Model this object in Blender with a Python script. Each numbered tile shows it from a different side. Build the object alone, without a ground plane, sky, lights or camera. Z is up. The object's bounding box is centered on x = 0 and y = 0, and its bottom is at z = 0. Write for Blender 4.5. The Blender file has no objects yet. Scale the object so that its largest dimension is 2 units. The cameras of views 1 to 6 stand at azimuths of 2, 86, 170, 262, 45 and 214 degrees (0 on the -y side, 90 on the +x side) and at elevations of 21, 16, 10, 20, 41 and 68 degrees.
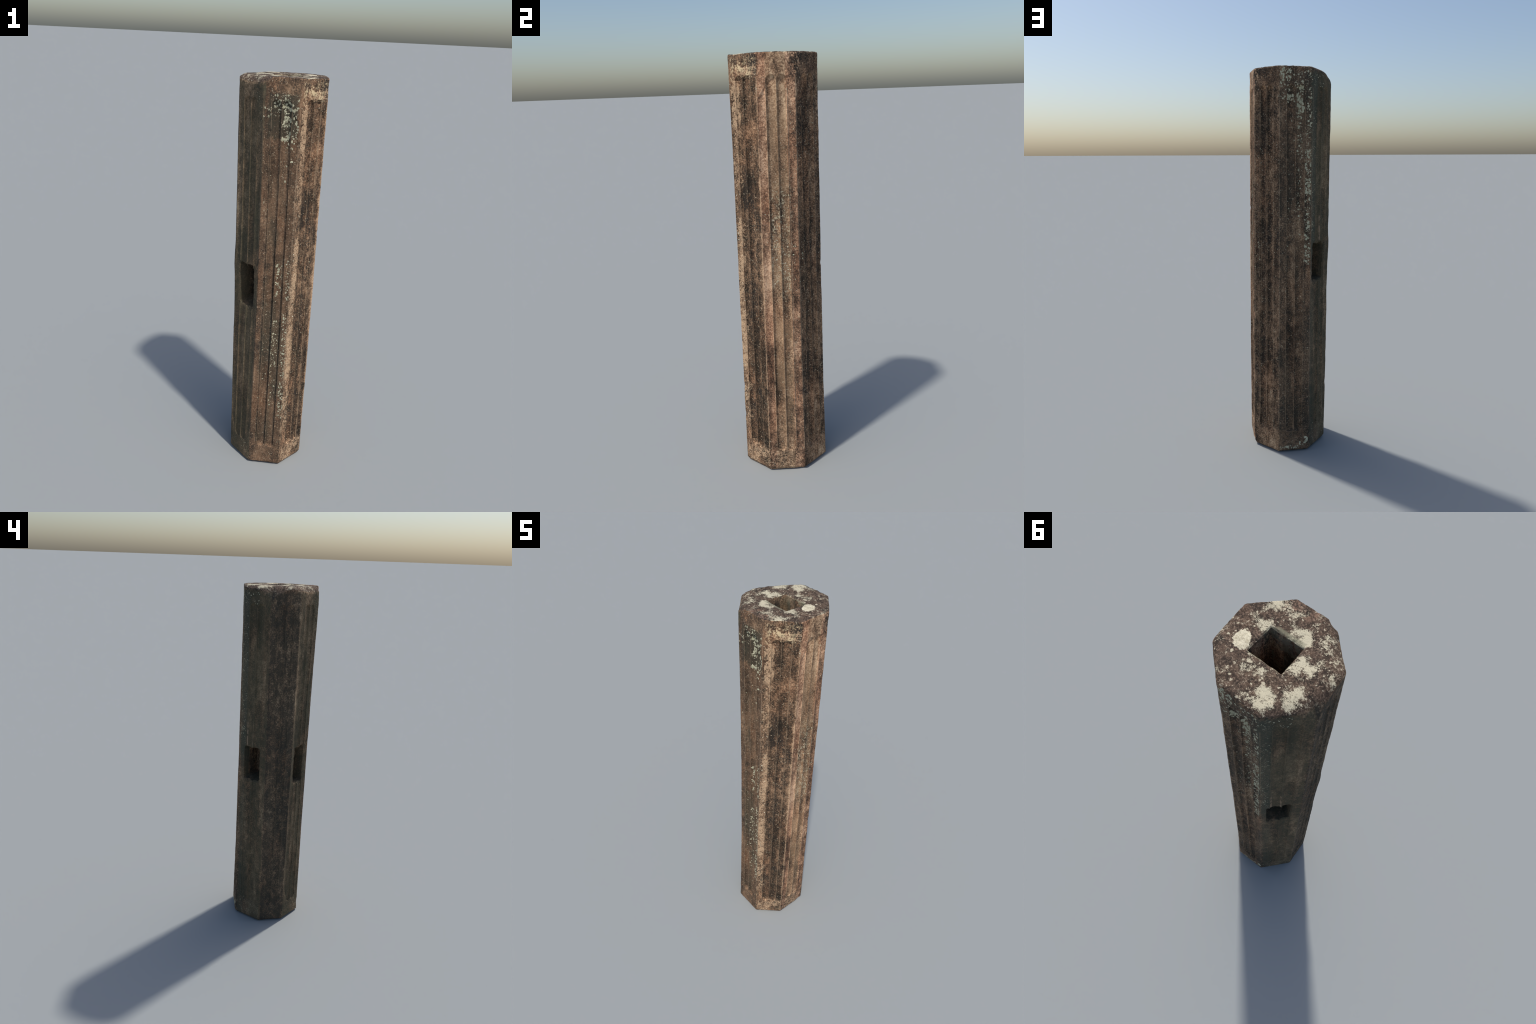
"""Weathered octagonal stone pillar: fluted shaft, plain collar and foot,
a square socket in the top and two mortises half-way up, crusted with lichen."""
import bpy, math
import numpy as np

rng = np.random.default_rng(7)

# ------------------------------------------------------------------ layout
# Eight arrises (corners) of the shaft, x/y at five heights; the shaft is
# irregular and leans a little.  Face k runs from arris k to arris k+1.
HEIGHTS = [0.0, 0.5, 1.0, 1.5, 2.0]
ARRIS = [
    [(-.076, -.187), (-.071, -.188), (-.071, -.190), (-.078, -.193), (-.090, -.198)],
    [(.090, -.204), (.088, -.203), (.085, -.202), (.079, -.201), (.071, -.200)],
    [(.201, -.096), (.200, -.093), (.198, -.091), (.194, -.090), (.189, -.091)],
    [(.207, .081), (.205, .075), (.201, .072), (.195, .072), (.187, .074)],
    [(.097, .204), (.092, .197), (.088, .191), (.085, .187), (.082, .184)],
    [(-.065, .207), (-.067, .205), (-.072, .202), (-.078, .200), (-.086, .197)],
    [(-.184, .079), (-.192, .074), (-.198, .071), (-.204, .069), (-.208, .070)],
    [(-.179, -.074), (-.184, -.076), (-.188, -.078), (-.192, -.081), (-.196, -.085)],
]
S_, SE_, E_, NE_, N_, NW_, W_, SW_ = range(8)
FIT = [(np.polyfit(HEIGHTS, [p[0] for p in a], 2), np.polyfit(HEIGHTS, [p[1] for p in a], 2)) for a in ARRIS]

# height of the worn top rim round the perimeter (face number + fraction)
RIM = [(0, 1.975), (.08, 1.980), (.17, 1.986), (.24, 1.998), (.36, 1.997), (1, 1.996), (2, 1.995), (3, 1.996),
       (4, 1.995), (4.45, 1.993), (4.7, 1.990), (5, 1.986), (5.16, 1.981), (5.4, 1.980), (5.6, 1.980),
       (5.75, 1.972), (5.88, 1.953), (6.0, 1.934), (6.14, 1.953), (6.39, 1.974), (6.6, 1.981), (6.9, 1.980),
       (7.1, 1.975), (7.37, 1.968), (7.75, 1.970), (8, 1.975)]
# height of the lower edge at each arris
BASE_EDGE = [.009, .020, .022, .019, .013, .014, .018, .018]

RIDGE = (0.222, 0.500, 0.778)        # fillets between band | flute | flute | band
FLUTE_TOP, FLUTE_END = 1.906, 0.112
FLUTE_DEPTH = [.0125, .0110, .0095, .0110, .0130, .0085, .0070, .0090]
BAND_DEPTH = [.0040, .0048, .0048, .0048, .0048, .0038, .0038, .0038]

SOCKET = [(.074, -.068), (.081, .041), (-.051, .047), (-.052, -.064)]
SOCKET_DEPTH = 0.29
MORTISE_DEPTH = 0.128


# ------------------------------------------------------------------ noise
def _hash(ix, iy, iz, seed):
    h = (ix * 374761393 + iy * 668265263 + iz * 2147483647 + seed * 974634777) & 0xFFFFFFFF
    h = ((h ^ (h >> 13)) * 1274126177) & 0xFFFFFFFF
    h = ((h ^ (h >> 16)) * 2246822519) & 0xFFFFFFFF
    return ((h ^ (h >> 15)) & 0xFFFF) / 65535.0


def noise(p, scale, seed=0, octaves=3, rough=.5):
    """smooth value noise in -1..1 at points p (n,3)"""
    total = np.zeros(len(p)); amp = 1.0; norm = 0
    for o in range(octaves):
        q = p * scale * 2 ** o + 100.0
        i = np.floor(q).astype(np.int64); f = q - i
        f = f * f * (3 - 2 * f)
        v = 0
        for dx in (0, 1):
            for dy in (0, 1):
                for dz in (0, 1):
                    w = (f[:, 0] if dx else 1 - f[:, 0]) * (f[:, 1] if dy else 1 - f[:, 1]) * (f[:, 2] if dz else 1 - f[:, 2])
                    v = v + w * _hash(i[:, 0] + dx, i[:, 1] + dy, i[:, 2] + dz, seed + 17 * o)
        total += amp * (v * 2 - 1); norm += amp; amp *= rough
    return total / norm


def smooth(a, b, x):
    t = np.clip((x - a) / (b - a), 0, 1)
    return t * t * (3 - 2 * t)


# ------------------------------------------------------------------ surface
def arris(k, z):
    """positions of arrises k (int array) at heights z"""
    out = np.empty((len(z), 2))
    for j in range(8):
        m = (k % 8) == j
        out[m, 0] = np.polyval(FIT[j][0], z[m]); out[m, 1] = np.polyval(FIT[j][1], z[m])
    # bruised bulge on the two western arrises beside the mortises
    bul = .004 * np.exp(-((z - 1.10) / .06) ** 2) - .002 * np.exp(-((z - .84) / .10) ** 2)
    m = (k % 8 == 6) | (k % 8 == 7)
    out[m, 0] -= bul[m]
    out *= 1.0045
    out[:, 0] += .0016
    return out


def relief(f, s, z):
    """depth of the carving below the plain face (metres)"""
    f = f % 8
    width = .165
    fd = np.array(FLUTE_DEPTH)[f]; bd = np.array(BAND_DEPTH)[f]
    d = np.zeros(len(s))
    for c, w in ((.361, .139), (.639, .139)):
        u = (s - c) / (w - .010)
        r = w * width
        top = FLUTE_TOP - r; bot = FLUTE_END + r
        over = np.maximum(0, np.maximum((z - top) / r, (bot - z) / r))
        q = u * u + over * over
        d = np.maximum(d, fd * np.clip(1 - q ** 1.35, 0, 1) ** .45)
    for side in (0, 1):
        v = (s if side == 0 else 1 - s) / RIDGE[0]
        inside = (v < 1.0)
        v = np.clip(v, 0, 1)
        zt = 1.812 + .052 * v ** 1.4
        zb = .225 - .075 * v ** .8
        m = smooth(0, .006, zt - z) * smooth(0, .006, z - zb)
        p = (2.8 * v * (1 - v) + .32 * v)
        d = np.where(inside, np.maximum(d, bd * p * m + .0006 * m * v), d)
    # the thin fillet between the two flutes is cut back a little too
    mid = np.exp(-((s - .5) / .012) ** 2) * smooth(0, .02, 1.87 - z) * smooth(0, .02, z - .15)
    d = np.maximum(d, .0009 * mid)
    # scratched setting-out lines of a scalloped ornament on the foot
    deep = np.array([.0004, .0005, .0012, .0005, .0012, .0004, .0010, .0004])[f]
    curve = .088 + .016 * np.cos((np.abs(s - .49) - .0) * 2 * math.pi / .33) - .02 * np.abs(s - .49)
    line = np.exp(-((z - curve) / .0022) ** 2) + np.exp(-((s - .49) / .010) ** 2) * smooth(.03, .035, z) * smooth(0, .01, .105 - z)
    curve2 = .215 - .32 * np.minimum(s, 1 - s)
    line = line + .8 * np.exp(-((z - curve2 + .05) / .0024) ** 2) * (np.minimum(s, 1 - s) < .24)
    return d + deep * np.clip(line, 0, 1)


CHIPS = [  # face, s, z, size, depth : knocks and losses along the arrises
    (E_, 1.0, .735, .016, .006), (E_, 0.0, 1.29, .010, .003), (SE_, 0.0, .43, .014, .004),
    (NE_, .50, 1.225, .020, .004), (NE_, .52, 1.17, .016, .003), (E_, 1.0, 1.93, .022, .006),
    (E_, .78, 1.83, .010, .003), (N_, .0, 1.05, .012, .003), (SE_, .0, 1.46, .012, .003),
    (N_, 1.0, .62, .012, .003), (SE_, 0.0, .27, .012, .004), (W_, 0.0, .33, .015, .003),
    (SW_, 1.0, .055, .020, .004), (SE_, .62, 1.952, .020, .004), (E_, .1, 1.95, .018, .003),
    (NE_, .75, 1.955, .025, .004), (S_, .12, 1.955, .03, .005), (S_, .55, 1.955, .03, .003), (E_, .9, .03, .02, .006),
]


def surface(f, s, z, extra_depth=None):
    """carved, weathered side surface: positions and outward normals"""
    f = np.asarray(f); s = np.asarray(s, float); z = np.asarray(z, float)
    a = arris(f, z); b = arris(f + 1, z)
    t = b - a
    n = np.stack([t[:, 1], -t[:, 0]], 1); n /= np.linalg.norm(n, axis=1)[:, None]
    # blend the normals close to the arrises so neighbours agree there
    prv = a - arris(f - 1, z); npv = np.stack([prv[:, 1], -prv[:, 0]], 1); npv /= np.linalg.norm(npv, axis=1)[:, None]
    nxt = arris(f + 2, z) - b; nnx = np.stack([nxt[:, 1], -nxt[:, 0]], 1); nnx /= np.linalg.norm(nnx, axis=1)[:, None]
    wl = .5 * np.clip(1 - s / .03, 0, 1)[:, None]; wr = .5 * np.clip(1 - (1 - s) / .03, 0, 1)[:, None]
    nb = n * (1 - wl - wr) + npv * wl + nnx * wr
    nb /= np.linalg.norm(nb, axis=1)[:, None]
    xy = a + t * s[:, None]
    p = np.column_stack([xy, z])
    d = relief(f, s, z) if extra_depth is None else extra_depth
    edge = np.minimum(s, 1 - s) * .165
    d = d + .0010 * np.exp(-(edge / .0028) ** 2) * (1 + .8 * noise(p, 30, 3, 2))      # worn arris
    plain = np.maximum(smooth(1.86, 1.93, z), smooth(.14, .06, z))
    w = .0016 * noise(p, 7, 1, 2) + (.0007 + .0007 * plain) * noise(p, 38, 2, 3) + .00035 * noise(p, 150, 4, 2)
    pit = noise(p, 75, 12, 2)
    w = w - .0016 * smooth(.35, .75, pit) * (.35 + .65 * plain)
    for cf, cs, cz, size, dep in CHIPS:
        same = ((f % 8) == cf)
        ds = np.where(same, (s - cs), np.where(((f + 1) % 8 == cf) & (cs < .2), s - 1 - cs,
                      np.where(((f - 1) % 8 == cf) & (cs > .8), s + 1 - cs, 9))) * .165
        g = np.exp(-((ds / size) ** 2 + ((z - cz) / (size * 1.2)) ** 2) * 1.6)
        w = w - dep * g * (1 + .5 * noise(p, 90, 9, 2))
    nn = np.column_stack([nb, np.zeros(len(s))])
    return p + nn * (w - d)[:, None], nn


def rim_height(u):
    return np.interp(u % 8, [r[0] for r in RIM], [r[1] for r in RIM])


def top_plane(x, y):
    p = np.column_stack([x, y, np.zeros(len(x))])
    return 1.9955 + .0022 * noise(p, 16, 21, 2) + .0011 * noise(p, 60, 22, 3) + .0004 * noise(p, 220, 23, 2)


# ------------------------------------------------------------------ grids
def band_nodes():
    e = RIDGE[0]
    left = np.array([0, .008, .018, .032, .05, .07, .092, .114, .136, .158, .178, .194, .206, .215, e])
    def fl(a, b):
        k = np.linspace(0, 1, 23)
        k = k - .62 * np.sin(2 * np.pi * k) / (2 * np.pi)      # crowd nodes at the walls
        return a + (b - a) * k
    right = 1 - left[::-1]
    return np.concatenate([left[:-1], fl(e, .5)[:-1], fl(.5, 1 - e)[:-1], right])


NODES = band_nodes()
NS = len(NODES) - 1                    # cells per face
NT = 8 * NS                            # columns round the pillar
FI = np.repeat(np.arange(8), NS)
SI = np.tile(NODES[:-1], 8)

zrows = np.concatenate([np.linspace(.030, .25, 100)[:-1], np.linspace(.25, 1.78, 560)[:-1], np.linspace(1.78, 1.925, 75)])
low_k = np.array([0, .15, .35, .6, .8])          # rows between lower edge and .030
high_k = np.linspace(0, 1, 22)[1:]               # rows between 1.925 and the rim
NR = len(low_k) + len(zrows) + len(high_k)

U = FI + SI
wob = np.column_stack([U * 1.0, U * 0, U * 0])
zr = rim_height(U) + .0026 * noise(wob, 10, 31, 3)
RR = np.interp(U, [0, .2, .4, 2.6, 2.88, 3.0, 3.15, 3.5, 5.0, 5.45, 5.8, 5.97, 6.05, 6.3, 7, 7.5, 8],
               [.010, .008, .006, .006, .013, .018, .013, .007, .007, .009, .020, .020, .007, .005, .007, .012, .010])
RR = RR * (1 + .25 * noise(wob, 4, 33, 2))       # rounding radius of the rim
be = np.array(BASE_EDGE + [BASE_EDGE[0]])
zb = be[FI] * (1 - SI) + be[FI + 1] * SI + .0025 * noise(wob, 11, 32, 3)

Z = np.empty((NR, NT))
nl, nz = len(low_k), len(zrows)
for i, k in enumerate(low_k):
    Z[i] = zb + (zrows[0] - zb) * k
Z[nl:nl + nz] = zrows[:, None]
for i, k in enumerate(high_k):
    Z[nl + nz + i] = zrows[-1] + (zr - RR - zrows[-1]) * k
SS = np.tile(SI, (NR, 1)); FF = np.tile(FI, (NR, 1))

# mortises: face, s range, z range, amplitude of the ragged upper edge
MORTISES = [(NW_, .155, .745, .926, 1.123, .005), (SW_, .205, .800, .908, 1.127, .003)]
mort_idx = []
for mf, s0, s1, z0, z1, amp in MORTISES:
    c0 = mf * NS + int(np.argmin(np.abs(NODES - s0))); c1 = mf * NS + int(np.argmin(np.abs(NODES - s1)))
    r0 = nl + int(np.argmin(np.abs(zrows - z0))); r1 = nl + int(np.argmin(np.abs(zrows - z1)))
    mort_idx.append((mf, c0, c1, r0, r1))
    cols = slice(mf * NS, (mf + 1) * NS)
    zz = Z[:, cols]; ss = SS[:, cols]
    lo, hi = NODES[c0 - mf * NS], NODES[c1 - mf * NS]
    inside = smooth(lo - .08, lo + .02, ss) * smooth(hi + .08, hi - .02, ss)
    wave = amp * (np.sin((ss - lo) * 17 + .6) * .7 + np.sin((ss - lo) * 41) * .35)
    dz = wave * inside * np.exp(-((zz - z1) / .03) ** 2) + .4 * amp * np.sin(ss * 23) * inside * np.exp(-((zz - z0) / .03) ** 2)
    ds = np.zeros_like(zz)
    for cs, sx in ((lo, 1), (hi, -1)):
        for cz, sz in ((z0, 1), (z1, -1)):
            g = np.exp(-(((ss - cs) * .165) ** 2 + (zz - cz) ** 2) / .007 ** 2)
            ds += sx * .0038 / .165 * g; dz += sz * .0038 * g
    Z[:, cols] = zz + dz; SS[:, cols] = ss + ds

verts = []; quads = []; labels = []
P, NRM = surface(FF.ravel(), SS.ravel(), Z.ravel())
for mf, c0, c1, r0, r1 in mort_idx:              # worn, chipped lips of the mortises
    lo, hi = NODES[c0 - mf * NS], NODES[c1 - mf * NS]; z0, z1 = zrows[r0 - nl], zrows[r1 - nl]
    on = np.nonzero((FF.ravel() == mf) & (np.abs(Z.ravel() - (z0 + z1) / 2) < .16))[0]
    s_, z_ = SS.ravel()[on], Z.ravel()[on]
    out_s = np.maximum(0, np.maximum(lo - s_, s_ - hi)) * .165; out_z = np.maximum(0, np.maximum(z0 - z_, z_ - z1))
    away = np.hypot(out_s, out_z)
    lip = .0045 * np.exp(-(away / .006) ** 2) * np.clip(1 + 1.1 * noise(P[on], 60, 61, 3), .2, 2)
    P[on] -= NRM[on] * lip[:, None]
SIDE = P.reshape(NR, NT, 3)
verts.append(P)
count = len(P)
idx = np.arange(NR * NT).reshape(NR, NT)

LAB = {'shaft': 0, 'collar': 1, 'foot': 2, 'socket': 3, 'mortise': 10, 'flute': 20}


def add_quads(a, b, c, d, lab):
    q = np.stack([np.ravel(a), np.ravel(b), np.ravel(c), np.ravel(d)], 1)
    quads.append(q)
    labels.append(np.broadcast_to(np.ravel(lab), (len(q),)).astype(int) if np.ndim(lab) else np.full(len(q), lab))


# side faces with part labels
r_foot = nl + int(np.argmin(np.abs(zrows - .100)))
r_collar = nl + int(np.argmin(np.abs(zrows - 1.912)))
r_f0 = nl + int(np.argmin(np.abs(zrows - .137))); r_f1 = nl + int(np.argmin(np.abs(zrows - 1.882)))
lab = np.zeros((NR - 1, NT), int)
lab[:r_foot] = LAB['foot']; lab[r_collar:] = LAB['collar']
rid = [int(np.argmin(np.abs(NODES - r))) for r in RIDGE]
for f in range(8):
    for k in range(2):
        lab[r_f0:r_f1, f * NS + rid[k] + 3: f * NS + rid[k + 1] - 3] = LAB['flute'] + 2 * f + k
keep = np.ones((NR - 1, NT), bool)
for mf, c0, c1, r0, r1 in mort_idx:
    keep[r0:r1, c0:c1] = False
ia = idx[:-1]; ib = np.roll(idx, -1, 1)[:-1]; ic = np.roll(idx, -1, 1)[1:]; idd = idx[1:]
add_quads(ia[keep], ib[keep], ic[keep], idd[keep], lab[keep])

# mortise pockets
for m, (mf, c0, c1, r0, r1) in enumerate(mort_idx):
    L = LAB['mortise'] + m
    rr, cc = np.meshgrid(np.arange(r0, r1 + 1), np.arange(c0, c1 + 1), indexing='ij')
    s = SS[rr, cc].ravel(); z = Z[rr, cc].ravel()
    sc, zc = s.mean(), z.mean()
    flat, n = surface(np.full(len(s), mf), sc + (s - sc) * .95, zc + (z - zc) * .965 + .014 * smooth(.03, -.09, z - zc), np.zeros(len(s)))
    n = np.mean(n, 0); n /= np.linalg.norm(n)
    back = flat - n * MORTISE_DEPTH
    back += n * (.003 * noise(back, 28, 41, 3))[:, None]
    bi = count + np.arange(len(back)).reshape(rr.shape)
    verts.append(back); count += len(back)
    add_quads(bi[:-1, :-1], bi[:-1, 1:], bi[1:, 1:], bi[1:, :-1], L)
    R, C = rr.shape
    loop = [(0, j) for j in range(C)] + [(i, C - 1) for i in range(1, R)] + \
           [(R - 1, j) for j in range(C - 2, -1, -1)] + [(i, 0) for i in range(R - 2, 0, -1)]
    front_i = np.array([idx[rr[i, j], cc[i, j]] for i, j in loop]); back_i = np.array([bi[i, j] for i, j in loop])
    pf = P[front_i]; pb = back[np.array([i * C + j for i, j in loop])]
    prev = front_i
    for k in (.012, .03, .06, .11, .18, .26, .35, .44, .53, .62, .71, .8, .89, .96):
        ring = pf + (pb - pf) * k
        cen = ring.mean(0)
        ring = ring + (ring - cen) * (.022 * noise(ring, 45, 44, 3) * math.sin(math.pi * min(1, k * 1.5)))[:, None]
        ri = count + np.arange(len(ring)); verts.append(ring); count += len(ring)
        add_quads(prev, np.roll(prev, -1), np.roll(ri, -1), ri, L)
        prev = ri
    add_quads(prev, np.roll(prev, -1), np.roll(back_i, -1), back_i, L)

# top surface: from the rim inwards to the square socket
rim = SIDE[-1]
cx, cy = np.mean(SOCKET, 0)


def socket_point(direction):
    """where a ray from the socket centre meets its slightly rounded square"""
    sq = np.array(SOCKET) - [cx, cy]
    best = np.full(len(direction), 9.0)
    for i in range(4):
        a, b = sq[i], sq[(i + 1) % 4]
        nrm = np.array([b[1] - a[1], a[0] - b[0]]); nrm = nrm / np.linalg.norm(nrm)
        if nrm @ a < 0: nrm = -nrm
        den = direction @ nrm
        best = np.where(den > 1e-4, np.minimum(best, (nrm @ a) / np.maximum(den, 1e-4)), best)
    return best


dirs = rim[:, :2] - [cx, cy]
dirs = dirs / np.linalg.norm(dirs, axis=1)[:, None]
rad = socket_point(dirs)
rad = np.minimum(rad, .0835)
nsock = np.column_stack([dirs * .07, np.zeros(NT)])
rad = rad * (1 + .03 * noise(nsock, 40, 51, 3))
inner = np.column_stack([cx + dirs[:, 0] * rad, cy + dirs[:, 1] * rad])
gap = np.linalg.norm(rim[:, :2] - inner, axis=1)
steps = np.concatenate([np.array([.06, .14, .26, .42, .62, .85, 1.0]) * .07, np.linspace(.07, .95, 52)[1:], [.965, .98, .99, 1.0]])
fall = np.interp(U % 8, [0, .3, 4, 5, 5.7, 6.2, 6.6, 7.1, 7.9, 8], [.016, .012, .012, .016, .030, .024, .016, .024, .020, .016])
prev = idx[-1]
for g in steps:
    xy = rim[:, :2] * (1 - g) + inner * g
    dist = gap * g
    zp = top_plane(xy[:, 0], xy[:, 1])
    h = zp + (zr - zp) * np.exp(-(dist / fall) ** 1.6)
    rd = np.clip(RR - dist, 0, None)
    h = h - (RR - np.sqrt(np.clip(RR ** 2 - rd ** 2, 0, None)))
    e = gap * (1 - g)
    h = h - .004 * np.exp(-(e / .004) ** 2) * (1 + .6 * noise(nsock, 60, 53, 2))
    ring = np.column_stack([xy, h])
    ri = count + np.arange(NT); verts.append(ring); count += NT
    add_quads(prev, np.roll(prev, -1), np.roll(ri, -1), ri, LAB['collar'])
    prev = ri
top_ring = ring
# socket walls and floor
for k in np.concatenate([[.01, .025, .05], np.linspace(.08, 1, 44)]):
    depth = SOCKET_DEPTH * k
    tap = 1 + .10 * min(1, k * 2.5)
    w = np.column_stack([cx + (inner[:, 0] - cx) * tap, cy + (inner[:, 1] - cy) * tap, top_ring[:, 2] * (1 - min(1, k * 4)) + (1.99) * min(1, k * 4) - depth])
    w[:, :2] += dirs * (.0028 * noise(w, 30, 55, 3) * min(1, k * 12))[:, None]
    ri = count + np.arange(NT); verts.append(w); count += NT
    add_quads(prev, np.roll(prev, -1), np.roll(ri, -1), ri, LAB['socket'])
    prev = ri
wall_end = w
for g in (.04, .12, .25, .4, .55, .7, .85, .999):
    fl = wall_end.copy()
    fl[:, 0] = fl[:, 0] * (1 - g) + cx * g; fl[:, 1] = fl[:, 1] * (1 - g) + cy * g
    fl[:, 2] += -.012 * (1 - (1 - g) ** 2) + .004 * noise(fl, 40, 57, 3) * min(1, g * 5) * (1 - g)
    ri = count + np.arange(NT); verts.append(fl); count += NT
    add_quads(prev, np.roll(prev, -1), np.roll(ri, -1), ri, LAB['socket'])
    prev = ri

# underside: rough chamfer, then flat bed
low = SIDE[0]
prev = idx[0]
cxy = low[:, :2].mean(0)
lowdir = low[:, :2] - cxy; lowlen = np.linalg.norm(lowdir, axis=1)
for g, k in ((.001, .93), (.004, .72), (.009, .42), (.014, .15), (.020, .03), (.03, 0)):
    r = low.copy()
    r[:, :2] = cxy + lowdir * (1 - g * .95 / lowlen * 1.0 * .75)[:, None]
    r[:, 2] = low[:, 2] * k
    ri = count + np.arange(NT); verts.append(r); count += NT
    add_quads(np.roll(prev, -1), prev, ri, np.roll(ri, -1), LAB['foot'])
    prev = ri
base_r = r
for g in (.25, .5, .75, .995):
    r = base_r.copy(); r[:, :2] = base_r[:, :2] * (1 - g) + cxy * g
    ri = count + np.arange(NT); verts.append(r); count += NT
    add_quads(np.roll(prev, -1), prev, ri, np.roll(ri, -1), LAB['foot'])
    prev = ri

V = np.concatenate(verts); Q = np.concatenate(quads); LB = np.concatenate(labels)


# ------------------------------------------------------------------ mesh helpers
def make_mesh(name, v, faces, smooth_shade=True):
    me = bpy.data.meshes.new(name)
    k = faces.shape[1]
    me.vertices.add(len(v)); me.vertices.foreach_set('co', np.ascontiguousarray(v, np.float32).ravel())
    me.loops.add(faces.size); me.loops.foreach_set('vertex_index', np.ascontiguousarray(faces, np.int32).ravel())
    me.polygons.add(len(faces))
    me.polygons.foreach_set('loop_start', np.arange(0, faces.size, k, dtype=np.int32))
    me.polygons.foreach_set('use_smooth', np.full(len(faces), smooth_shade))
    me.update(calc_edges=True)
    return me


whole = make_mesh('whole', V, Q)
VN = np.empty(len(V) * 3, np.float32); whole.vertex_normals.foreach_get('vector', VN); VN = VN.reshape(-1, 3)
bpy.data.meshes.remove(whole)


def part(name, mask, parent, material):
    q = Q[mask]
    used, inv = np.unique(q, return_inverse=True)
    me = make_mesh(name, V[used], inv.reshape(q.shape))
    me.normals_split_custom_set_from_vertices([tuple(n) for n in VN[used]])
    ob = bpy.data.objects.new(name, me)
    bpy.context.scene.collection.objects.link(ob)
    ob.parent = parent
    me.materials.append(material)
    return ob


# ------------------------------------------------------------------ materials
class Nodes:
    """tiny helper to write node graphs as expressions"""
    def __init__(self, name):
        self.mat = bpy.data.materials.new(name); self.mat.use_nodes = True
        self.nt = self.mat.node_tree; self.nt.nodes.clear()
        self.out = self.nt.nodes.new('ShaderNodeOutputMaterial')
        self.bsdf = self.nt.nodes.new('ShaderNodeBsdfPrincipled')
        self.nt.links.new(self.bsdf.outputs[0], self.out.inputs[0])
        self.obj = self.nt.nodes.new('ShaderNodeTexCoord').outputs['Object']
        sep = self.nt.nodes.new('ShaderNodeSeparateXYZ'); self.nt.links.new(self.obj, sep.inputs[0])
        self.x, self.y, self.z = sep.outputs

    def put(self, sock, val):
        if isinstance(val, bpy.types.NodeSocket): self.nt.links.new(val, sock)
        elif isinstance(val, tuple) and len(val) == 3 and sock.type == 'RGBA': sock.default_value = (*val, 1)
        else: sock.default_value = val

    def math(self, op, a, b=0.0, c=None, clamp=False):
        n = self.nt.nodes.new('ShaderNodeMath'); n.operation = op; n.use_clamp = clamp
        self.put(n.inputs[0], a); self.put(n.inputs[1], b)
        if c is not None: self.put(n.inputs[2], c)
        return n.outputs[0]

    def add(self, a, b): return self.math('ADD', a, b)
    def sub(self, a, b): return self.math('SUBTRACT', a, b)
    def mul(self, a, b): return self.math('MULTIPLY', a, b)
    def maxi(self, a, b): return self.math('MAXIMUM', a, b)

    def prod(self, *a):
        r = a[0]
        for b in a[1:]: r = self.mul(r, b)
        return r

    def step(self, v, lo, hi, a=0.0, b=1.0):
        n = self.nt.nodes.new('ShaderNodeMapRange'); n.interpolation_type = 'SMOOTHSTEP'
        self.put(n.inputs['Value'], v); n.inputs['From Min'].default_value = lo; n.inputs['From Max'].default_value = hi
        n.inputs['To Min'].default_value = a; n.inputs['To Max'].default_value = b
        return n.outputs[0]

    def window(self, v, lo, hi, soft):
        return self.mul(self.step(v, lo - soft, lo + soft), self.step(v, hi - soft, hi + soft, 1, 0))

    def mapped(self, scale=(1, 1, 1), loc=(0, 0, 0)):
        n = self.nt.nodes.new('ShaderNodeMapping'); self.nt.links.new(self.obj, n.inputs[0])
        n.inputs['Scale'].default_value = scale; n.inputs['Location'].default_value = loc
        return n.outputs[0]

    def noise(self, scale, detail=5, rough=.6, stretch=1.0, seed=0, distort=0):
        n = self.nt.nodes.new('ShaderNodeTexNoise')
        self.nt.links.new(self.mapped((1, 1, stretch), (seed * 3.1, seed * 1.7, seed * 2.3)), n.inputs['Vector'])
        n.inputs['Scale'].default_value = scale; n.inputs['Detail'].default_value = detail
        n.inputs['Roughness'].default_value = rough; n.inputs['Distortion'].default_value = distort
        return n.outputs[0]

    def spots(self, scale, density, size, seed=0, stretch=1.0):
        """round specks: share of voronoi cells given by density"""
        n = self.nt.nodes.new('ShaderNodeTexVoronoi')
        wn = self.nt.nodes.new('ShaderNodeTexNoise'); self.nt.links.new(self.obj, wn.inputs['Vector'])
        wn.inputs['Scale'].default_value = scale * 1.6; wn.inputs['Detail'].default_value = 4
        va = self.nt.nodes.new('ShaderNodeVectorMath'); va.operation = 'MULTIPLY_ADD'
        self.nt.links.new(wn.outputs['Color'], va.inputs[0]); va.inputs[1].default_value = (1.1 / scale,) * 3
        self.nt.links.new(self.mapped((1, 1, stretch), (seed * 1.3, seed * 2.9, seed * .7)), va.inputs[2])
        self.nt.links.new(va.outputs[0], n.inputs['Vector'])
        n.inputs['Scale'].default_value = scale
        sep = self.nt.nodes.new('ShaderNodeSeparateColor'); self.nt.links.new(n.outputs['Color'], sep.inputs[0])
        pick = self.step(sep.outputs[0], 1 - density, 1 - density + .01) if not isinstance(density, bpy.types.NodeSocket) else \
            self.step(self.add(sep.outputs[0], density), 1.0, 1.01)
        rad = self.add(self.mul(sep.outputs[1], size * .7), size * .5)
        inside = self.step(self.sub(n.outputs['Distance'], rad), -.06, .04, 1, 0)
        return self.mul(pick, inside)

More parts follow.
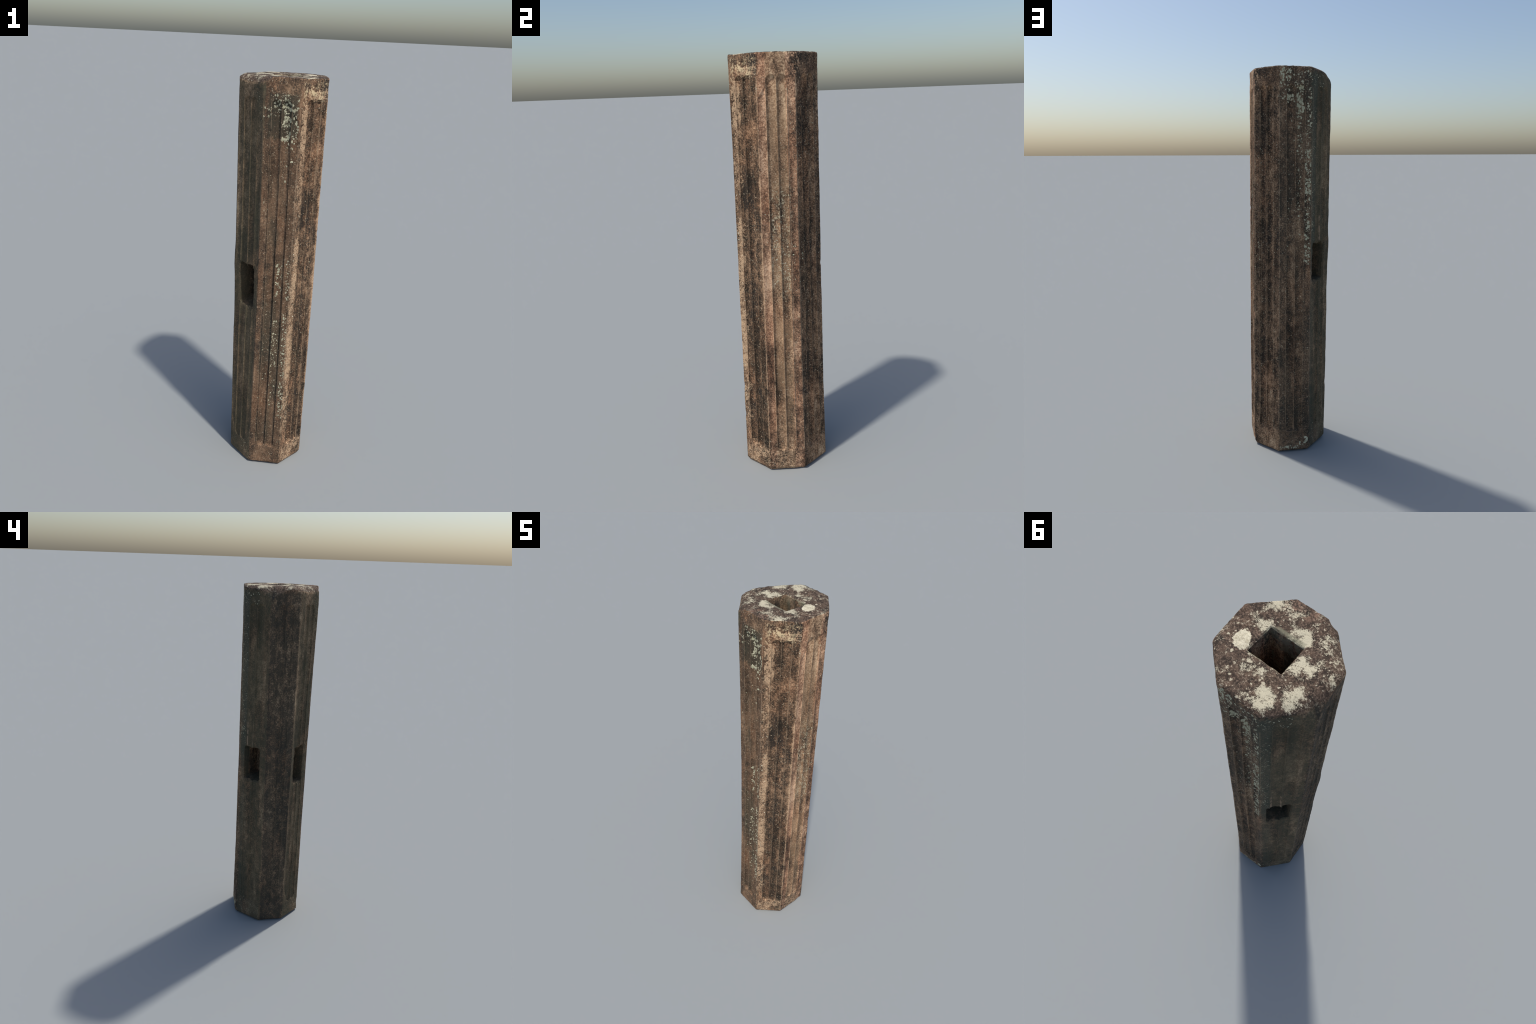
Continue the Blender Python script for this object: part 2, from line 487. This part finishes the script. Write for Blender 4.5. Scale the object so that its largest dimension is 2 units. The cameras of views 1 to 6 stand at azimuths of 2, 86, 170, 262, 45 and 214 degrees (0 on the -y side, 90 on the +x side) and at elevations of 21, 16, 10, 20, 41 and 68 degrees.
    def mix(self, fac, a, b, mode='MIX'):
        n = self.nt.nodes.new('ShaderNodeMix'); n.data_type = 'RGBA'; n.blend_type = mode
        self.put(n.inputs[0], fac); self.put(n.inputs[6], a); self.put(n.inputs[7], b)
        return n.outputs[2]

    def ramp(self, v, stops):
        n = self.nt.nodes.new('ShaderNodeValToRGB'); self.put(n.inputs[0], v)
        el = n.color_ramp.elements
        while len(el) < len(stops): el.new(.5)
        for e, (p, c) in zip(el, stops): e.position = p; e.color = (*c, 1)
        return n.outputs[0]

    def bump(self, h, strength, dist):
        n = self.nt.nodes.new('ShaderNodeBump'); self.put(n.inputs['Height'], h)
        n.inputs['Strength'].default_value = strength; n.inputs['Distance'].default_value = dist
        self.nt.links.new(n.outputs[0], self.bsdf.inputs['Normal'])


def stone_material():
    m = Nodes('weathered_sandstone')
    grain = m.noise(150, 6, .72)
    fine = m.noise(420, 4, .6, seed=1)
    mottle = m.noise(34, 6, .65, stretch=.7, seed=2)
    cloud = m.noise(6.5, 4, .55, stretch=.55, seed=3)
    streak = m.noise(26, 4, .55, stretch=.10, seed=4)
    jit = m.sub(m.noise(45, 4, .6, seed=5), .5)

    # direction round the pillar: phi from the east, psi from the west (degrees)
    phi = m.mul(m.math('ARCTAN2', m.y, m.x), 57.2958)
    psi = m.mul(m.math('ARCTAN2', m.y, m.mul(m.x, -1)), 57.2958)
    phi_j = m.add(phi, m.mul(jit, 5)); psi_j = m.add(psi, m.mul(jit, 3))
    zj = m.add(m.z, m.mul(jit, .06))
    above = m.step(zj, 1.86, 1.93); below = m.step(zj, .17, .09)
    ends = m.maxi(above, below)

    # brown stone: grain, mottles, clouds and rain streaks
    t = m.add(m.add(m.mul(grain, .80), m.mul(mottle, .50)), m.add(m.mul(cloud, .45), m.add(m.mul(streak, .30), m.mul(fine, .25))))
    t = m.add(m.mul(m.sub(t, 1.15), 2.05), .50)
    east = m.window(phi_j, -25, 20, 3)
    seast = m.window(phi_j, -67, -25, 3)
    neast = m.window(phi_j, 20, 66, 2)
    t = m.add(t, m.add(m.mul(east, .07), m.add(m.mul(neast, -.05), m.mul(m.window(phi_j, -112, -67, 2), -.05))))
    # place across each face (0 at one arris, 1 at the next) for flute-side shading painted dark
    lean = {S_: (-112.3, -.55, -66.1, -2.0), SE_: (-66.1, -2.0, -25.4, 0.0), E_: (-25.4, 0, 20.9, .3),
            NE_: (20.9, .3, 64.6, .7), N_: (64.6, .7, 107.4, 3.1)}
    flank_shade = ridge = None
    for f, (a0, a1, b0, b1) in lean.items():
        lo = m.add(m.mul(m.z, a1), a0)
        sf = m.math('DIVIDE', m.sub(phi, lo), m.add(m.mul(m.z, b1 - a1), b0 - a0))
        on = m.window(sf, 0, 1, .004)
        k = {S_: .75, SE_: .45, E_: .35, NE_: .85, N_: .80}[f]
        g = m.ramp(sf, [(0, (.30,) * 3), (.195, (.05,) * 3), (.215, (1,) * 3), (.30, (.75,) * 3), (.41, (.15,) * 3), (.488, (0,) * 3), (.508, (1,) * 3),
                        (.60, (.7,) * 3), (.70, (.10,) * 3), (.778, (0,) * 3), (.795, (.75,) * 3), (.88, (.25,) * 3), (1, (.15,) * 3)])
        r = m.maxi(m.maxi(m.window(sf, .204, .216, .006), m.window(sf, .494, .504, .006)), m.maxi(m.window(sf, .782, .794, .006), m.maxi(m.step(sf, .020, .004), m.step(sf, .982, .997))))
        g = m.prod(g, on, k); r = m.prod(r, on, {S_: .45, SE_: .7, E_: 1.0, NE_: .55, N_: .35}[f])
        flank_shade = g if flank_shade is None else m.maxi(flank_shade, g)
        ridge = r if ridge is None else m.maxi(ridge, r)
    carved = m.window(m.z, .13, 1.89, .012)
    flank_shade = m.mul(flank_shade, carved); ridge = m.mul(ridge, carved)
    south = m.window(phi_j, -112.5, -67.5, 2)
    t = m.add(t, m.prod(m.sub(.42, t), south, .45))
    se_dark = m.prod(m.window(phi, -57, -27, 1.5), m.window(zj, .14, 1.89, .02), m.step(m.noise(7, 3, .5, stretch=.5, seed=22), .35, .6, .08, .22))
    t = m.sub(t, se_dark)
    t = m.sub(t, m.mul(flank_shade, m.step(m.noise(9, 4, .6, stretch=.25, seed=18), .36, .62, .10, .30)))
    col = m.ramp(t, [(0.08, (.026, .020, .014)), (.30, (.085, .055, .035)), (.50, (.205, .124, .074)),
                     (.67, (.365, .228, .134)), (.92, (.68, .48, .30))])
    # reddish cast in places
    col = m.mix(m.mul(m.step(m.noise(11, 3, .5, stretch=.4, seed=6), .48, .68), .45), col, (1.12, .92, .82), 'MULTIPLY')

    # pale scoured stone: south-east band, its collar and foot, broken up by grain
    pale_zone = m.maxi(m.mul(m.window(m.add(phi, m.mul(m.sub(m.noise(20, 4, .6, seed=23), .5), 22)), -68, -57, 3), m.step(phi, -68.5, -67)), m.mul(seast, m.maxi(m.mul(m.window(m.add(m.z, m.mul(jit, .02)), 1.905, 1.955, .006), .95), m.mul(below, .85))))
    pale_zone = m.mul(pale_zone, m.step(m.noise(13, 4, .6, stretch=.5, seed=7), .40, .56, .12, 1))
    pale_zone = m.maxi(pale_zone, m.mul(m.mul(east, below), .55))
    rough_edge = m.add(m.mul(grain, .6), m.mul(mottle, .6))
    crumb = m.add(m.mul(grain, .75), m.add(m.mul(m.noise(75, 5, .7, seed=17), .6), m.mul(fine, .25)))
    pale = m.step(m.add(crumb, m.mul(pale_zone, .20)), .90, 1.02)
    pale = m.mul(pale, m.step(pale_zone, .05, .3))
    col = m.mix(m.mul(pale, .8), col, m.mix(m.step(fine, .3, .7), (.40, .245, .145), (.74, .53, .33)))

    # cream crust on the south-east collar
    cz = m.prod(seast, m.window(zj, 1.895, 1.975, .015), m.step(m.noise(20, 3, .5, seed=19), .34, .50))
    cc = m.mul(cz, m.step(m.add(m.mul(m.noise(48, 5, .65, seed=20), .8), m.mul(grain, .5)), .63, .71))
    col = m.mix(m.mul(cc, .9), col, m.mix(fine, (.50, .36, .20), (.86, .68, .42)))
    # pinkish plain bands of the east face
    band = m.maxi(m.window(phi, -25, -15.5, .7), m.window(phi, 9.5, 21, .7))
    col = m.mix(m.mul(band, .7), col, (1.12, 1.0, 1.02), 'MULTIPLY')

    # warm clean flutes on the east face
    flute_e = m.mul(m.window(phi, -13, 9, 2), m.mul(m.window(m.z, .2, 1.9, .05), m.step(m.noise(5, 3, .5, seed=8), .40, .62)))
    col = m.mix(m.mul(flute_e, .55), col, m.mix(grain, (.18, .112, .062), (.48, .31, .18)))

    # soot-dark crust
    dark_zone = m.step(m.add(m.noise(8, 5, .6, stretch=.35, seed=9), m.mul(ends, .03)), .50, .66)
    dark = m.mul(dark_zone, m.step(m.add(m.mul(grain, .7), m.mul(mottle, .5)), .72, .50))
    col = m.mix(m.mul(dark, .72), col, (.036, .030, .025))
    corner = m.mul(above, m.maxi(m.window(phi_j, -36, -24, 4), m.window(phi_j, 16, 34, 5)))
    col = m.mix(m.mul(m.mul(corner, m.step(rough_edge, .68, .56)), .85), col, (.030, .026, .022))

    # dark tones: olive on the two mortised faces, blackish on the west face,
    # grey-green on the north face and in the south flutes
    w_face = m.window(psi_j, -22.5, 20, 1.2)
    nw_face = m.window(psi_j, 20, 70, 1.2)
    sw_face = m.window(psi_j, -68.5, -22.5, 1.2)
    n_face = m.window(phi_j, 65, 110, 1.2)
    s_flute = m.window(phi_j, -103, -70, 4)
    not_top = m.step(m.z, 1.955, 1.99, 1, 0)
    patch = m.step(m.noise(16, 4, .6, stretch=.22, seed=10), .30, .60, .55, 1)
    olive = m.prod(m.maxi(nw_face, sw_face), not_top, patch)
    col = m.mix(m.mul(olive, .78), col, m.mix(cloud, (.052, .050, .033), (.105, .098, .062)))
    blue = m.prod(m.window(psi_j, 58, 70, 3), not_top, m.step(m.z, .9, 1.2, .5, 1))
    col = m.mix(m.mul(blue, .45), col, (.070, .080, .064))
    black = m.prod(w_face, not_top, m.step(m.add(m.mul(grain, .5), m.mul(mottle, .6)), .72, .50, .62, 1))
    col = m.mix(m.mul(black, .86), col, m.mix(streak, (.034, .033, .027), (.068, .060, .044)))
    grey = m.prod(n_face, not_top, m.step(m.noise(14, 4, .6, stretch=.2, seed=11), .34, .62, .35, 1))  # north face colour darkened to carry its baked shade
    col = m.mix(m.mul(grey, .58), col, (.060, .053, .040))
    sgreen = m.prod(s_flute, m.window(m.z, .15, 1.93, .03), m.step(m.noise(10, 4, .6, stretch=.2, seed=12), .44, .62))
    col = m.mix(m.mul(sgreen, .6), col, (.072, .066, .046))
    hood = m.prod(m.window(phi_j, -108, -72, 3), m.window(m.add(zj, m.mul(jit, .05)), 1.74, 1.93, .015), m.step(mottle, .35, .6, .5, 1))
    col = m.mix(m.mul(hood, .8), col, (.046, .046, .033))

    # the same ridges show through the dark tones on the three western faces
    west = {W_: (-22.4, -.5, 23.2, -2.3), NW_: (23.2, -2.3, 72.6, -3.1), SW_: (-67.9, 1.15, -22.4, -.5)}
    rib = None
    for f, (a0, a1, b0, b1) in west.items():
        lo = m.add(m.mul(m.z, a1), a0)
        sf = m.math('DIVIDE', m.sub(psi, lo), m.add(m.mul(m.z, b1 - a1), b0 - a0))
        r = m.maxi(m.window(sf, .204, .216, .007), m.maxi(m.window(sf, .494, .506, .007), m.window(sf, .784, .796, .007)))
        r = m.mul(r, m.window(sf, 0, 1, .004))
        rib = r if rib is None else m.maxi(rib, r)
    rib = m.prod(rib, carved, m.step(m.noise(18, 3, .5, stretch=.3, seed=24), .38, .6))
    col = m.mix(m.mul(rib, .45), col, (.17, .135, .085))
    # scoured streaks above the north-west mortise
    scour = m.prod(nw_face, m.maxi(m.window(psi, 57.2, 58.6, .5), m.window(psi, 45.0, 46.6, .5)), m.window(zj, 1.13, 1.27, .01), m.step(mottle, .40, .5))
    col = m.mix(m.mul(scour, .8), col, (.36, .25, .17))

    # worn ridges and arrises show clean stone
    geo = m.nt.nodes.new('ShaderNodeNewGeometry')
    worn = m.mul(m.step(geo.outputs['Pointiness'], .52, .58), .7)
    west_faces = m.maxi(m.maxi(nw_face, sw_face), w_face)
    worn = m.mul(m.maxi(m.mul(worn, m.step(west_faces, 0, 1, 1, .25)), ridge), m.step(m.add(m.mul(mottle, .7), m.mul(grain, .7)), .50, .78))
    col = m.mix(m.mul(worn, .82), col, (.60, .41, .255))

    # small pale specks everywhere, thicker on the east flutes half-way up
    sp = m.spots(130, .14, .34, 1)
    sp = m.maxi(sp, m.spots(240, .16, .36, 5))
    col = m.mix(m.prod(sp, m.step(west_faces, 0, 1, .65, .16)), col, (.52, .42, .29))
    band_e = m.mul(m.window(phi_j, -14, 12, 3), m.window(zj, .92, 1.45, .10))
    crust = m.mul(m.step(m.add(m.mul(grain, .6), m.mul(m.noise(60, 4, .6, seed=13), .6)), .64, .70), band_e)
    col = m.mix(m.mul(crust, .75), col, (.50, .43, .29))

    # lichen on the top surface
    nsep = m.nt.nodes.new('ShaderNodeSeparateXYZ'); m.nt.links.new(geo.outputs['Normal'], nsep.inputs[0])
    up = m.mul(m.step(nsep.outputs[2], .35, .75), m.step(m.add(m.z, m.mul(jit, .02)), 1.955, 1.975))
    field = m.add(m.mul(m.noise(24, 6, .62, seed=14), .8), m.mul(grain, .45))
    bias = None
    for px, py, r, w in ((-.02, -.085, .040, .17), (.088, -.058, .032, .16), (-.085, .000, .045, .13), (-.060, .138, .045, .13),
                         (-.128, .090, .045, .11), (.105, -.148, .040, .09), (.045, .095, .045, .07), (.02, .060, .025, .12),
                         (-.145, -.06, .06, .07), (-.06, .065, .05, .06), (.04, -.16, .03, .06)):
        dx = m.sub(m.x, px); dy = m.sub(m.y, py)
        d = m.math('SQRT', m.add(m.mul(dx, dx), m.mul(dy, dy)))
        b = m.mul(m.step(d, r * .5, r * 1.35, 1, 0), w)
        bias = b if bias is None else m.maxi(bias, b)
    top_dark = m.mix(m.step(mottle, .35, .65), (.030, .023, .018), (.085, .058, .042))
    top_dark = m.mix(m.mul(m.step(m.add(grain, m.mul(fine, .4)), .66, .86), .8), top_dark, (.24, .17, .125))
    col = m.mix(m.mul(up, .92), col, top_dark)
    cover = m.step(m.add(m.add(field, bias), m.mul(m.sub(fine, .5), .40)), .690, .81)
    lich = m.mix(fine, (.36, .31, .21), (.86, .79, .58))
    col = m.mix(m.mul(m.mul(cover, up), .92), col, lich)
    sp2 = m.spots(85, .26, .34, 3)
    col = m.mix(m.prod(sp2, up, .8), col, (.60, .53, .38))
    # rusty scoured zone by the broken corner
    rust = m.prod(up, m.window(m.x, -.02, .10, .03), m.step(m.y, -.13, -.17), m.step(rough_edge, .56, .7))
    col = m.mix(m.mul(rust, .5), col, (.36, .22, .15))
    # pale growth running into the socket
    rx = m.sub(m.x, .013); ry = m.sub(m.y, -.018)
    inside = m.mul(m.step(m.math('MAXIMUM', m.math('ABSOLUTE', rx), m.math('ABSOLUTE', ry)), .068, .060), m.step(m.z, 1.70, 1.78))
    growth = m.mul(inside, m.step(m.add(m.noise(30, 4, .6, seed=15), m.step(m.z, 1.86, 2.0, 0, .12)), .50, .62))
    col = m.mix(m.mul(growth, .6), col, (.26, .25, .17))

    m.put(m.bsdf.inputs['Base Color'], col)
    m.put(m.bsdf.inputs['Roughness'], .92)
    m.bsdf.inputs['Specular IOR Level'].default_value = .22
    m.bump(m.add(m.mul(grain, .9), m.add(m.mul(fine, .5), m.mul(mottle, .7))), .55, .0022)
    return m.mat


def lichen_material(name, dark, pale):
    m = Nodes(name)
    g = m.noise(240, 5, .65); h = m.noise(70, 3, .6, seed=2)
    info = m.nt.nodes.new('ShaderNodeObjectInfo')
    m.put(m.bsdf.inputs['Base Color'], m.mix(m.step(m.add(m.mul(g, .7), m.mul(h, .4)), .38, .70), dark, pale))
    m.put(m.bsdf.inputs['Roughness'], .95)
    m.bsdf.inputs['Specular IOR Level'].default_value = .15
    m.bump(g, .8, .002)
    return m.mat


STONE = stone_material()
LICHEN_GREY = lichen_material('grey_green_lichen', (.27, .255, .165), (.66, .62, .44))
LICHEN_CREAM = lichen_material('cream_lichen', (.44, .38, .26), (.78, .71, .53))

# ------------------------------------------------------------------ assemble
pillar = bpy.data.objects.new('stone_pillar', None)
pillar.empty_display_size = .2
bpy.context.scene.collection.objects.link(pillar)
pillar['label'] = 'weathered octagonal fluted brown stone pillar with mortises and lichen'
pillar['category'] = 'stone pillar'

shaft = part('shaft', LB == LAB['shaft'], pillar, STONE)
part('collar', LB == LAB['collar'], pillar, STONE)
part('foot', LB == LAB['foot'], pillar, STONE)
part('socket', LB == LAB['socket'], pillar, STONE)
for mi in range(2):
    part('mortise', LB == LAB['mortise'] + mi, pillar, STONE)
for k in range(16):
    part('flute', LB == LAB['flute'] + k, shaft, STONE)


# ------------------------------------------------------------------ lichen crusts
def lichen_spots(name, zones, material, parent):
    """thin crusts scattered over zones of a face:
    (face, s0, s1, z0, z1, how many, smallest and largest radius)"""
    f, s, z, r = [], [], [], []
    for face, s0, s1, z0, z1, n, ra, rb in zones:
        f += [face] * n
        s += list(rng.uniform(s0, s1, n)); z += list(rng.uniform(z0, z1, n))
        r += list((ra + (rb - ra) * rng.random(n) ** 2.4) * .88)
    f = np.array(f); s = np.array(s); z = np.array(z); r = np.array(r)
    n = len(f); K = 11
    ang = np.linspace(0, 2 * np.pi, K, endpoint=False)
    wob = 1 + .32 * rng.standard_normal((n, K)) * .8
    wob = np.clip(.5 * wob + .25 * np.roll(wob, 1, 1) + .25 * np.roll(wob, -1, 1), .5, 1.5)
    squash = rng.uniform(.7, 1.15, n)[:, None]
    pts = []
    for scale, lift in ((0, .0006), (.62, .0005), (1.0, -.0003)):
        ds = np.cos(ang)[None] * r[:, None] * wob * scale * squash / .165
        dz = np.sin(ang)[None] * r[:, None] * wob * scale / squash
        if scale == 0: ds = ds[:, :1]; dz = dz[:, :1]
        ss = np.clip(s[:, None] + ds, .002, .998)
        p, nn = surface(np.repeat(f, ss.shape[1]), ss.ravel(), (z[:, None] + dz).ravel())
        pts.append((p + nn * np.minimum(lift, np.repeat(r, ss.shape[1]) * .22)[:, None]).reshape(n, -1, 3))
    v = np.concatenate(pts, 1)                       # n, 1+2K, 3
    tris = []
    for j in range(K):
        k = (j + 1) % K
        tris += [(0, 1 + j, 1 + k), (1 + j, 1 + K + j, 1 + K + k), (1 + j, 1 + K + k, 1 + k)]
    tris = np.array(tris)
    faces = (tris[None] + (np.arange(n) * (1 + 2 * K))[:, None, None]).reshape(-1, 3)
    ob = bpy.data.objects.new(name, make_mesh(name, v.reshape(-1, 3), faces))
    bpy.context.scene.collection.objects.link(ob)
    ob.parent = parent; ob.data.materials.append(material)
    ob['kind'] = 'stuff'
    return ob


lichen_spots('lichen', [
    # north face: second flute and the band beside the arris
    (N_, .53, .72, 1.75, 1.905, 75, .003, .010), (N_, .55, .72, 1.55, 1.76, 60, .0012, .006), (N_, .52, .70, 1.15, 1.55, 60, .0012, .006),
    (N_, .83, .97, 1.70, 1.90, 60, .0015, .008), (N_, .80, .97, 1.38, 1.60, 110, .0015, .008), (N_, .80, .97, 1.20, 1.40, 85, .0015, .008),
    (N_, .80, .97, 1.02, 1.22, 80, .0015, .008), (N_, .80, .97, 1.58, 1.72, 30, .0012, .005), (N_, .25, .45, 1.82, 1.90, 30, .002, .008),
    (N_, .02, .35, 1.925, 1.982, 55, .002, .009), (N_, .4, .98, 1.90, 1.98, 45, .0015, .007), (N_, .02, .25, 1.84, 1.93, 18, .002, .007),
    (N_, .25, .5, 1.1, 1.8, 45, .001, .004), (N_, .02, .98, .15, 1.8, 150, .0008, .0028),
    (N_, .86, .98, .03, .085, 5, .006, .011), (N_, .03, .70, .018, .032, 22, .003, .008), (N_, .70, .9, .02, .05, 6, .004, .008),
    # south face: right-hand flute and band
    (S_, .52, .74, 1.73, 1.905, 85, .0025, .009), (S_, .30, .95, 1.86, 1.93, 50, .0018, .007), (S_, .80, .95, 1.70, 1.88, 45, .0018, .008),
    (S_, .3, .48, 1.80, 1.90, 20, .002, .006), (S_, .02, .22, 1.83, 1.88, 8, .003, .006), (S_, .52, .72, 1.55, 1.74, 16, .0012, .006),
    (S_, .80, .94, 1.58, 1.70, 5, .002, .007), (S_, .53, .72, .98, 1.16, 60, .0015, .007), (S_, .82, .95, .98, 1.18, 50, .0015, .006),
    (S_, .50, .70, .60, .86, 70, .0015, .007), (S_, .82, .97, .55, .92, 120, .0015, .006), (S_, .82, .97, .30, .52, 80, .0015, .006),
    (S_, .5, .7, .36, .58, 25, .0015, .006), (S_, .22, .50, .5, 1.1, 14, .001, .005), (S_, .02, .98, .12, 1.85, 110, .0008, .003),
    # specks on the other faces
    (NE_, .02, .98, .04, 1.96, 240, .0008, .0030), (NE_, .02, .3, .9, 1.2, 25, .001, .005),
    (E_, .02, .98, .06, 1.97, 150, .0008, .0030), (E_, .26, .76, .95, 1.42, 90, .0009, .0040), (E_, .80, .97, .6, 1.2, 18, .001, .004),
    (SE_, .02, .98, .2, 1.8, 60, .0008, .0026), (SE_, .3, .95, 1.92, 1.98, 12, .001, .004),
    (NW_, .02, .20, 1.14, 1.95, 170, .0008, .0030), (NW_, .02, .98, .03, .13, 30, .0008, .003), (NW_, .05, .55, 1.90, 1.968, 35, .001, .004),
    (W_, .05, .95, .05, 1.9, 90, .0006, .0018), (SW_, .6, .95, .03, .12, 14, .001, .003), (SW_, .75, .95, 1.75, 1.95, 12, .001, .003),
], LICHEN_GREY, pillar)

lichen_spots('lichen', [
    (SE_, .15, .90, 1.90, 1.975, 22, .0006, .002),
    (SE_, .02, .20, .2, 1.45, 90, .001, .0040), (E_, .26, .48, .98, 1.35, 60, .0009, .0040), (E_, .60, .76, .9, 1.25, 45, .0009, .004),
    (SE_, .95, .995, 1.83, 1.95, 16, .001, .004),
], LICHEN_CREAM, pillar)


def lichen_patch(px, py, rx, ry, turn, seed):
    """one raised round crust on the top surface"""
    A, R = 72, 14
    ang = np.linspace(0, 2 * np.pi, A, endpoint=False)
    o = np.column_stack([np.cos(ang), np.sin(ang), np.full(A, seed * 1.0)])
    rad = 1 + .20 * noise(o, 1.3, seed, 2) + .16 * noise(o, 6, seed + 1, 3)
    v = [[px, py, 0]]
    for k in range(1, R + 1):
        g = k / R
        v += [[px + rx * g * rad[j] * o[j, 0], py + ry * g * rad[j] * o[j, 1], 0] for j in range(A)]
    v = np.array(v)
    dx, dy = v[:, 0] - px, v[:, 1] - py
    v[:, 0] = px + dx * math.cos(turn) - dy * math.sin(turn)
    v[:, 1] = py + dx * math.sin(turn) + dy * math.cos(turn)
    g = np.concatenate([[0], np.repeat(np.arange(1, R + 1) / R, A)])
    lift = .0016 * (1 - g ** 6) - .0005 + .0008 * noise(v, 260, seed + 5, 2) * (g < .97)
    v[:, 2] = top_plane(v[:, 0], v[:, 1]) + lift
    tris = [(0, 1 + j, 1 + (j + 1) % A) for j in range(A)]
    for k in range(R - 1):
        for j in range(A):
            a, b = 1 + k * A + j, 1 + k * A + (j + 1) % A
            tris += [(a, a + A, b + A), (a, b + A, b)]
    ob = bpy.data.objects.new('lichen_patch', make_mesh('lichen_patch', v, np.array(tris)))
    bpy.context.scene.collection.objects.link(ob)
    ob.parent = pillar; ob.data.materials.append(LICHEN_CREAM)
    return ob


lichen_patch(.116, .021, .029, .037, .53, 3)
